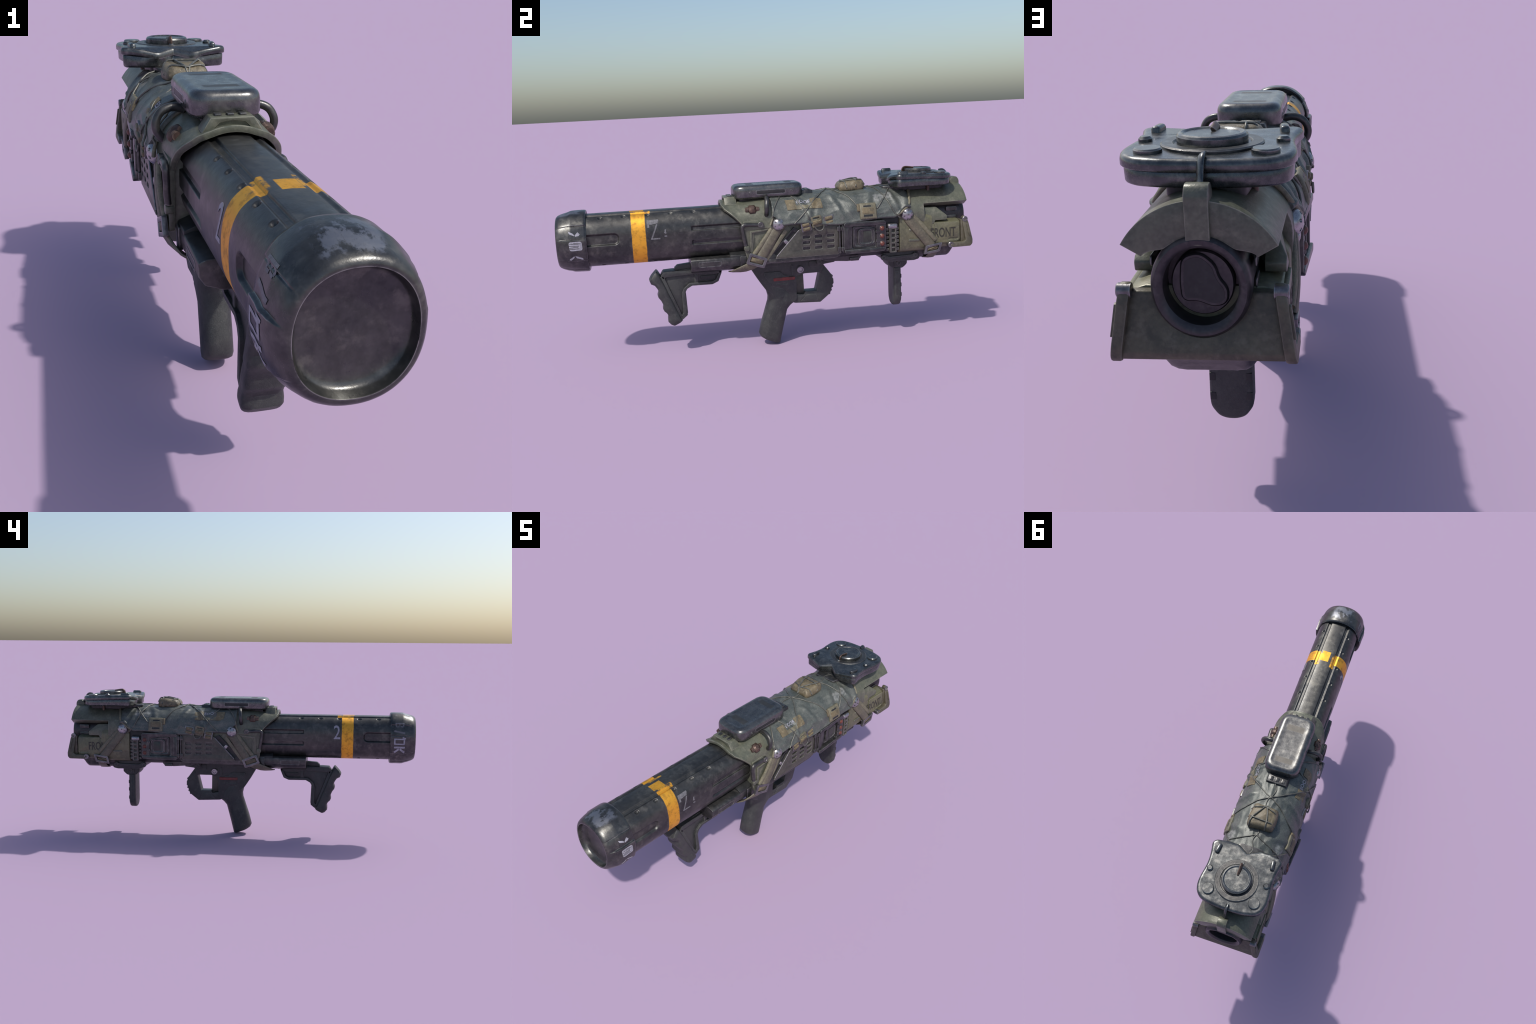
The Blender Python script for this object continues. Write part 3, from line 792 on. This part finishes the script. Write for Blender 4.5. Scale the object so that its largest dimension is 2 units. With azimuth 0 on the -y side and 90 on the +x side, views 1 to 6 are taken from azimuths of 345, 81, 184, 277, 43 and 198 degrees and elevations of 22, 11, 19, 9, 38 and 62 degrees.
# knobs: pierced steel domes
def knob(y, z, x0=.146):
    bm = bmesh.new()
    bmesh.ops.create_uvsphere(bm, u_segments=40, v_segments=22, radius=1)
    for v in bm.verts: v.co = V((x0 + max(v.co.z, -.2) * .024, y + v.co.x * .0325, z + v.co.y * .0315))
    me = bpy.data.meshes.new("k"); bm.to_mesh(me); bm.free()
    ob = bpy.data.objects.new("k", me); scene.collection.objects.link(ob); hs = []
    spots = [(0, 0)] + [(.0205 * cos(pi / 3 * k + .4), .0205 * sin(pi / 3 * k + .4)) for k in range(6)]
    for dy, dz in spots:
        d = sqrt(dy * dy + dz * dz) / .0325; depth = x0 + .024 * sqrt(1 - d * d) - .008
        cb = prism_bm(circle((y + dy, z + dz), .0044, 14), depth, .19); cm = bpy.data.meshes.new("c"); cb.to_mesh(cm); cb.free()
        co = bpy.data.objects.new("c", cm); scene.collection.objects.link(co); hs.append(co)
        md = ob.modifiers.new("b", 'BOOLEAN'); md.object = co; md.solver = 'EXACT'
    dg = bpy.context.evaluated_depsgraph_get(); me = bpy.data.meshes.new_from_object(ob.evaluated_get(dg))
    bpy.data.objects.remove(ob); [bpy.data.objects.remove(h) for h in hs]
    me.name = "knob"
    S(link("knob", me, 'steel', receiver, 35))
    S(stud("knob_washer", (0, y, z), .040, .13, .1450, 'khaki', receiver, bev=.004, n=32))
knob(.035, .6235, .150); knob(.670, .6270, .147)
# louvred side panel
slots = [(rrect((yy, zz + (yy - .22) * .0), .037, .0155, .006), .14, .18, 'x') for yy in (.165, .224, .284) for zz in (.5525, .526, .4985)]
S(prism("side_panel", round_poly([(.132, .590), (.160, .604), (.322, .604), (.326, .596), (.326, .466), (.318, .458), (.012, .458), (.020, .472)], .004), .1500, .1580, 'darkpanel', receiver, bevel=.0022, cuts=slots))
S(prism("panel_backing", [(.135, .585), (.32, .598), (.32, .462), (.02, .462)], .13, .1502, 'gun', receiver, bevel=0))
S(prism("panel_skirt", round_poly([(-.03, .462), (.33, .462), (.33, .448), (.30, .440), (-.03, .440)], .003), .105, .150, 'gun', receiver, bevel=.004))
S(prism("slant_frame", round_poly([(.108, .604), (.135, .588), (.016, .460), (-.028, .460)], .003), .130, .1510, 'black', receiver, bevel=.003,
        cuts=[(round_poly([(.100, .585), (.118, .575), (.079, .532), (.062, .545)], .003), .144, .17, 'x'), (round_poly([(.052, .533), (.069, .520), (.022, .471), (.006, .484)], .003), .144, .17, 'x')]))
S(prism("slant_bridge", round_poly([(.054, .540), (.066, .550), (.080, .535), (.066, .524)], .003), .145, .1545, 'steel', receiver, bevel=.0015))
ed = [(.1555, .130, .5865), (.1555, .076, .529), (.1555, .020, .470)]
S(sweep("panel_edge", ed, .0035, 'buckle', receiver, 8))
# webbing row on the flank
def webbing():
    rot = 10.5
    c = V((.222, .6165)); ca, sa = cos(rad(rot)), sin(rad(rot))
    def loc(u, v): return (c.x + u * ca - v * sa, c.y + u * sa + v * ca)
    for u0, w, h, vo in ((-.058, .048, .041, -.004), (.0565, .050, .047, .001)):
        q = rrect(loc(u0, vo), w, h, .003, rot)
        S(prism("webbing_plate", q, .1470, .1655, 'buckle', canvas, bevel=.002))
        for dv in (-.0105, .0105):
            q = rrect(loc(u0, vo + dv), w - .012, .0175, .006, rot)
            S(layered("webbing_roll", q, [(.1620, 0), (.1675, 0), (.1705, .002), (.1722, .005)], 'tan', canvas, ax='x'))
    q = rrect(loc(-.003, .010), .052, .052, .006, rot)
    S(prism("webbing_clasp", q, .1470, .1685, 'khaki', canvas, bevel=.0025, cuts=[(rrect(loc(-.003, .026), .030, .008, .003, rot), .1610, .19, 'x')]))
    q = rrect(loc(-.002, .006), .044, .020, .005, rot)
    S(layered("webbing_roll", q, [(.1650, 0), (.1720, 0), (.1750, .002), (.1760, .005)], 'tan', canvas, ax='x'))
    ring = [(.1750 + .002 * sin(t * pi), *loc(.004 + .022 * cos(pi + pi * t), -.010 - .026 * sin(pi * t))) for t in [i / 14 for i in range(15)]]
    S(sweep("clasp_ring", ring, .0034, 'wire', canvas, 8))
webbing()
# control box
box = prism("control_box", round_poly([(.338, .470), (.348, .461), (.548, .461), (.557, .470), (.557, .598), (.548, .607), (.348, .607), (.338, .598)], .004), .115, .1650, 'gun', receiver, bevel=.004,
            cuts=[(rrect((.448, .533), .124, .112, .010), .153, .2, 'x')])
bx = [box]
bx.append(prism("box_rail", round_poly([(.348, .590), (.345, .600), (.352, .611), (.548, .609), (.558, .598), (.556, .590)], .003), .1420, .1805, 'gun', box, bevel=.004, deform=lambda c: (c.x - .012 * sstep(.42, .56, c.y) * (c.x > .1520), c.y, c.z)))
bx.append(prism("box_rail", round_poly([(.348, .478), (.345, .466), (.352, .457), (.546, .458), (.556, .468), (.554, .477)], .003), .1420, .1805, 'gun', box, bevel=.004, deform=lambda c: (c.x - .012 * sstep(.42, .56, c.y) * (c.x > .1520), c.y, c.z)))
bx.append(prism("box_rail", rrect((.357, .534), .022, .130, .004), .1420, .1720, 'gun', box, bevel=.003))
bx.append(prism("screen_bezel", round_poly([(.394, .480), (.394, .586), (.440, .586), (.508, .572), (.508, .494), (.440, .480)], .012), .1500, .1575, 'gun', box, bevel=.002,
                cuts=[(round_poly([(.404, .49), (.404, .577), (.440, .577), (.500, .564), (.500, .502), (.440, .49)], .012), .1545, .2, 'x')]))
bx.append(prism("screen_bezel", rrect((.455, .5325), .074, .080, .022), .1500, .1600, 'gun', box, bevel=.002, cuts=[(rrect((.458, .5325), .058, .066, .014), .1560, .2, 'x')]))
bx.append(prism("screen", rrect((.468, .5325), .042, .052, .002), .1500, .1575, 'screen', box, bevel=.001))
for z in (.569, .531, .494):
    bx.append(lathe("lamp", [(.1570, 0), (.1570, .0145), (.1640, .0145), (.1660, .0125), (.1660, .0115)], 'gun', box, 20, origin=(0, .538, z), axis='x'))
    bx.append(lathe("lamp_lens", [(.1620, 0), (.1620, .0115), (.1680, .0112), (.1720, .008), (.1740, .004), (.1745, 0)], 'redbtn', box, 20, origin=(0, .538, z), axis='x'))
for z in (.555, .510):
    bx.append(prism("box_tab", rrect((.514, z), .018, .012, .003), .1570, .1685, 'gun', box, bevel=.0015))
b2 = mirror(bx[0])
for o in bx[1:]: mirror(o, b2)
# hinge between panel and box
for z in (.582, .483):
    S(prism("hinge_knuckle", rrect((.324, z), .018, .022, .004), .14, .167, 'gun', receiver, bevel=.002))
    S(prism("hinge_knuckle", rrect((.342, z), .015, .020, .004), .14, .171, 'gun', receiver, bevel=.002))
S(sweep("hinge_pin", [(.161, .328, .468), (.161, .328, .598)], .0055, 'gun', receiver, 10))
# cartridge cell beside the box
cell = S(prism("cell_housing", round_poly([(.561, .575), (.572, .588), (.618, .588), (.630, .575), (.630, .452), (.561, .452)], .004), .11, .1375, 'black', receiver, bevel=.003))
S(layered("cell_cap", rrect((.595, .574), .052, .026, .012), [(.1330, 0), (.1510, 0), (.1570, .003), (.1600, .009)], 'steel', receiver, ax='x'))
S(prism("cell_ladder", rrect((.595, .506), .034, .122, .003), .1330, .1570, 'darkpanel', receiver, bevel=.002,
        cuts=[(rrect((.596, zz), .019, .017, .002), .1450, .2, 'x') for zz in (.552, .528, .504, .480, .458)]))
for k in range(6):
    zz = .560 - k * .020
    for yy in (.570, .620): S(prism("cell_stud", rrect((yy, zz), .013, .013, .004), .1330, .1500, 'darkpanel', receiver, bevel=.0025))
# front strap and buckle
S(ribbon("strap", strap_run((.15, .672, .608), (.15, .790, .462), .1465, .1510), .045, .008, 'strap', front, .003))
S(ribbon("strap_fold", strap_run((.15, .700, .615), (.15, .812, .490), .1420, .1460), .026, .008, 'khaki', front, .004))
buckle("buckle", [(.759, .466), (.843, .478), (.830, .433), (.749, .423)][::-1], .149, .1645, .0115, front, 'tan')
S(ribbon("strap_tail", [(V((.152, .792, .455)), V((1, 0, 0))), (V((.150, .798, .435)), V((1, 0, -.1))), (V((.135, .80, .418)), V((.8, 0, -.6))), (V((.10, .80, .400)), V((.3, 0, -1))), (V((.05, .80, .392)), V((0, 0, -1)))], .045, .005, 'strap', front))
# stencilled word on the front panel
for s, yc in ((1, .852), (-1, .812)):
    decal_text("FRONT", .066, lambda u, v, h, s=s, yc=yc: (s * ((.1528 if yc + s * u > .808 else .1506) + h), yc + s * u, .522 + v), "stencil_letter", 'ink', front, .60, .0006, .0010)

# ------------------------------------------------------------------ sight plate on top of the front
half = [(0, .634), (.052, .600), (.100, .604), (.158, .617), (.172, .634), (.160, .690), (.157, .740), (.166, .80), (.168, .838), (.158, .876), (.132, .902), (.080, .916), (0, .921)]
full = [(x, y) for x, y in half] + [(-x, y) for x, y in half[-2:0:-1]]
full = round_poly(full, [.001, .012, .0, .012, .012, .03, .03, .03, .02, .02, .02, .02, .02, .02, .02, .02, .02, .03, .03, .03, .012, .012, .0, .012], 3)
def tilt(c):
    z = c.z - (c.y - .62) * .035 * sstep(.755, .79, c.z)
    if c.z > .785: z -= .016 * (1 - sstep(.60, .665, c.y)) * (1 - sstep(.05, .14, abs(c.x))) * sstep(.785, .805, c.z)
    return (c.x, c.y, z)
sight = layered("sight_plate", full, [(.801, .010), (.800, .002), (.802, .0), (.812, .0), (.8175, .0015), (.8210, .005), (.8225, .009), (.8225, .014)], 'plate', front, deform=tilt, angle=50)
layered("sight_base", full, [(.7585, .014), (.7615, .009), (.766, .007), (.796, .006), (.8015, .010)], 'plate', sight, deform=tilt, angle=50)
prism("sight_mount", round_poly([(-.075, .625), (.075, .625), (.085, .70), (.075, .885), (-.075, .885), (-.085, .70)], .02), .735, .765, 'black', sight, ax='z', bevel=.004)
for x in (-.082, .082):
    lathe("mount_post", [(.700, .011), (.722, .011), (.724, .008), (.765, .008)], 'rust', sight, 16, origin=(x, .802, 0), axis='z')
zt = .817
dial = lathe("dial_ring", [(zt - .01, .05), (zt - .01, .101), (zt + .0015, .101), (zt + .004, .098), (zt + .004, .078), (zt + .0, .074), (zt + .0, .05)], 'gun', sight, 72, origin=(0, .776, 0), axis='z')
lathe("dial", [(zt - .01, 0), (zt - .01, .0695), (zt + .016, .0695), (zt + .0205, .066), (zt + .022, .0615), (zt + .0205, .057), (zt + .0185, .055), (zt + .0185, 0)], 'plate', dial, 72, origin=(0, .776, 0), axis='z')
tab = catmull([(0, .702, zt + .004), (0, .701, zt + .014), (0, .706, zt + .0225), (0, .718, zt + .0245), (0, .735, zt + .0225), (0, .748, zt + .020), (0, .757, zt + .019)], 4)
sweep("dial_pointer", tab, .006, 'rust', dial, 10, flat=(.004, .0095))
stud("dial_stop", (.003, .691, 0), .009, zt, zt + .0075, 'plate', dial, axis='z')
for s in (1, -1):
    stud("round_button", (s * .110, .853, 0), .027, .80, .8225, 'plate', sight, axis='z', bev=.003, n=28)
    stud("small_button", (s * .136, .760, 0), .014, .80, .8275, 'plate', sight, axis='z', bev=.005, n=20)
    layered("slot_button", rrect((s * .132, .658), .020, .050, .009, -s * 6), [(.80, 0), (.8265, 0), (.8305, .002), (.8325, .0055)], 'plate', sight)
sweep("clip", catmull([(0, .893, .815), (0, .912, .817), (0, .925, .806), (0, .935, .785), (0, .947, .768), (0, .957, .762)], 4), .01, 'plate', sight, 10, flat=(.005, .0105) )
# under-plate bracket towards the canvas
prism("sight_mount", round_poly([(-.06, .575), (.06, .575), (.075, .66), (-.075, .66)], .015), .745, .762, 'gun', sight, ax='z', bevel=.004)

# ------------------------------------------------------------------ underside: rail, grip, guard, stock, foregrip
rail = prism("under_rail", round_poly([(-.10, .455), (.448, .455), (.448, .425), (.436, .411), (.38, .408), (.28, .416), (.24, .428), (-.10, .424)], .004), -.100, .100, 'gun', receiver, bevel=.005)
for s in (1, -1):
    prism("rail_block", rrect((.413, .417), .045, .016, .004), s * .06, s * .108, 'gun', rail, bevel=.003)
lev = round_poly([(.232, .430), (.262, .432), (.275, .420), (.324, .414), (.324, .402), (.272, .396), (.250, .389), (.232, .398)], .006)
both(prism("latch_lever", lev, .045, .062, 'polymer', rail, bevel=.003))
both(stud("latch_pin", (0, .248, .411), .013, .06, .066, 'polymer', rail, dish=.002))

grip = prism("trigger_housing", round_poly([(-.100, .438), (-.097, .400), (-.056, .330), (-.026, .285), (.04, .235), (.110, .212), (.128, .222), (.130, .345), (.175, .352), (.258, .352), (.272, .386), (.262, .425), (.24, .438)], .006), -.043, .043, 'polymer', bevel=.005)
both(prism("housing_panel", round_poly([(-.032, .372), (.050, .372), (.066, .352), (.092, .350), (.092, .300), (.02, .296), (.004, .310), (-.03, .352)], .006), .041, .0475, 'polymer', grip, bevel=.002,
           cuts=[(rrect((.052, .311), .050, .006, .002), .045, .06, 'x')]))
both(prism("safety_lever", rrect((.068, .334), .108, .016, .004), .046, .0505, 'redslide', grip, bevel=.002))
both(prism("housing_panel", rrect((.222, .398), .050, .030, .006), .041, .047, 'polymer', grip, bevel=.002))
both(prism("housing_panel", rrect((-.01, .408), .10, .018, .004), .041, .0465, 'polymer', grip, bevel=.002))
both(prism("housing_rib", rrect((.112, .375), .010, .05, .003), .041, .0465, 'polymer', grip, bevel=.002))
both(stud("pivot_pin", (0, .152, .374), .0185, .03, .052, 'steel', grip, dish=.004, bev=.003))
guard = prism("trigger_guard", round_poly([(.095, .212), (.122, .203), (.250, .197), (.302, .238), (.322, .297), (.313, .332), (.272, .388), (.245, .375), (.243, .352), (.255, .346), (.233, .257), (.174, .257), (.166, .243), (.128, .250), (.10, .245)], .004), -.035, .035, 'polymer', grip, bevel=.005)
for k in range(6):
    t = k / 5; p = V((.302, .236)) * (1 - t) + V((.318, .325)) * t
    p.x += .010 * sin(pi * t)
    prism("guard_ridge", rrect((p.x - .003, p.y), .008, .009, .002, 10), -.028, .028, 'polymer', guard, bevel=.002)
both(prism("guard_panel", round_poly([(.150, .212), (.238, .208), (.226, .243), (.18, .243)], .003), .033, .0375, 'polymer', guard, bevel=.0015))
trig = prism("trigger", round_poly([(.12, .35), (.171, .35), (.173, .258), (.165, .246), (.12, .246)], .005), -.013, .013, 'darkpanel', grip, bevel=.004)

loft("pistol_grip", [((.030, .0), (-.022, .022), .028), ((.037, .0015), (-.042, .030), .037), ((.041, .007), (-.058, .042), .043), ((.045, .024), (-.065, .058), .0455), ((.060, .085), (-.050, .116), .0455),
                     ((.083, .172), (-.026, .188), .045), ((.100, .192), (-.014, .224), .047), ((.122, .208), (-.012, .246), .049), ((.126, .232), (-.020, .280), .048), ((.120, .265), (-.045, .318), .044)],
     'polymer', grip, 48, 2.7)

# stock mount rail behind the grip
srail = prism("stock_rail", [(-.121, .474), (-.121, .440), (-.106, .418), (-.062, .404), (.062, .404), (.106, .418), (.121, .440), (.121, .474), (.10, .482), (-.10, .482)], -.388, -.118, 'gun', ax='y', bevel=.004)
both(prism("rail_slot", rrect((-.297, .450), .112, .028, .010), .117, .1225, 'gun', srail, bevel=.0015, cuts=[(rrect((-.297, .450), .100, .018, .008), .1185, .14, 'x')]))
both(prism("rail_clamp", rrect((-.136, .447), .034, .062, .006), .113, .126, 'gun', srail, bevel=.004))
prism("rail_bridge", [(-.12, .484), (-.08, .50), (.08, .50), (.12, .484), (.12, .43), (-.12, .43)], -.20, -.10, 'black', srail, ax='y', bevel=.003)
# folding stock
so = [(-.240, .404), (-.243, .386), (-.257, .352), (-.285, .342), (-.387, .343), (-.412, .328), (-.418, .306), (-.414, .20), (-.440, .18),
      (-.480, .20), (-.505, .29), (-.530, .376), (-.524, .398), (-.484, .412), (-.40, .420)]
stock = prism("folding_stock", so, -.029, .029, 'polymer', bevel=.002)
def stock_trim(pts, w=.040): prism("stock_trim", round_poly(pts, .003, 2), -w, w, 'polymer', stock, bevel=.003)
stock_trim([(-.235, .404), (-.240, .386), (-.256, .348), (-.286, .335), (-.386, .336), (-.411, .322), (-.423, .300), (-.416, .192), (-.440, .172), (-.455, .178), (-.437, .205), (-.4385, .30), (-.428, .325), (-.398, .350), (-.285, .350), (-.268, .358), (-.252, .390), (-.250, .404)][::-1])
stock_trim([(-.240, .388), (-.240, .404), (-.30, .412), (-.478, .416), (-.520, .414), (-.534, .394), (-.522, .376), (-.510, .388), (-.40, .393)][::-1])
stock_trim([(-.372, .346), (-.354, .346), (-.354, .394), (-.372, .394)], .036)
stock_trim([(-.540, .390), (-.455, .178), (-.441, .184), (-.520, .394)][::-1], .040)
prism("stock_slot", rrect((-.305, .371), .075, .018, .006), -.032, .032, 'black', stock, bevel=.001)
GS = [((-.552, .420), (-.583, .388), .043), ((-.547, .416), (-.590, .376), .048), ((-.540, .405), (-.583, .357), .051), ((-.533, .390), (-.566, .349), .050), ((-.520, .360), (-.555, .333), .048), ((-.508, .330), (-.548, .317), .049),
      ((-.500, .310), (-.555, .298), .050), ((-.495, .299), (-.552, .287), .050), ((-.490, .287), (-.541, .272), .048), ((-.480, .262), (-.531, .249), .049), ((-.472, .243), (-.534, .229), .050), ((-.468, .233), (-.529, .218), .050),
      ((-.464, .222), (-.519, .209), .049), ((-.456, .203), (-.510, .194), .049), ((-.450, .190), (-.513, .176), .051), ((-.445, .176), (-.513, .163), .051), ((-.441, .167), (-.500, .148), .049), ((-.447, .161), (-.488, .142), .043)]
loft("stock_grip", GS, 'polymer', stock, 40, 4.5, 40)
prism("stock_bracket", round_poly([(-.466, .424), (-.450, .438), (-.36, .446), (-.22, .430), (-.22, .395), (-.46, .41)], .004), -.020, .020, 'polymer', stock, bevel=.003)

# foregrip
fr = prism("foregrip_rail", round_poly([(.555, .432), (.562, .404), (.570, .394), (.600, .388), (.72, .386), (.745, .392), (.752, .408), (.742, .424), (.72, .436)], .006), -.100, .100, 'polymer', bevel=.004)
both(prism("rail_link", round_poly([(.560, .402), (.572, .390), (.60, .394), (.70, .398), (.730, .390), (.750, .398), (.750, .416), (.735, .424), (.72, .412), (.60, .410), (.580, .424), (.563, .418)], .006), .096, .110, 'polymer', fr, bevel=.003, deform=lambda c: (c.x, c.y - .014, c.z + .006)))
for y, z in ((.559, .414), (.723, .414)): both(stud("screw", (0, y, z), .0125, .10, .1135, 'polymer', fr, dish=.003))
prism("foregrip_collar", round_poly([(.602, .392), (.604, .362), (.622, .343), (.676, .340), (.690, .350), (.702, .362), (.702, .392)], .006), -.046, .046, 'polymer', fr, bevel=.005)
both(prism("collar_plate", rrect((.655, .368), .044, .042, .005), .044, .050, 'polymer', fr, bevel=.002))
both(stud("screw", (0, .655, .368), .0125, .048, .054, 'polymer', fr, dish=.003))
fgx = round_poly([(-.050, .35), (-.052, .20), (-.050, .175), (-.032, .150), (-.012, .1425), (.012, .1425), (.032, .150), (.050, .175), (.052, .20), (.050, .35)], .012)
fg = prism("foregrip", fgx, .629, .669, 'polymer', fr, ax='y', bevel=.010, seg=4)
both(prism("foregrip_panel", rrect((.646, .262), .018, .13, .006), .0485, .0525, 'polymer', fg, bevel=.002))
for z in (.30, .255, .205):
    both(prism("grip_notch", rrect((.667, z), .006, .020, .002), .036, .0495, 'black', fg, bevel=.001))
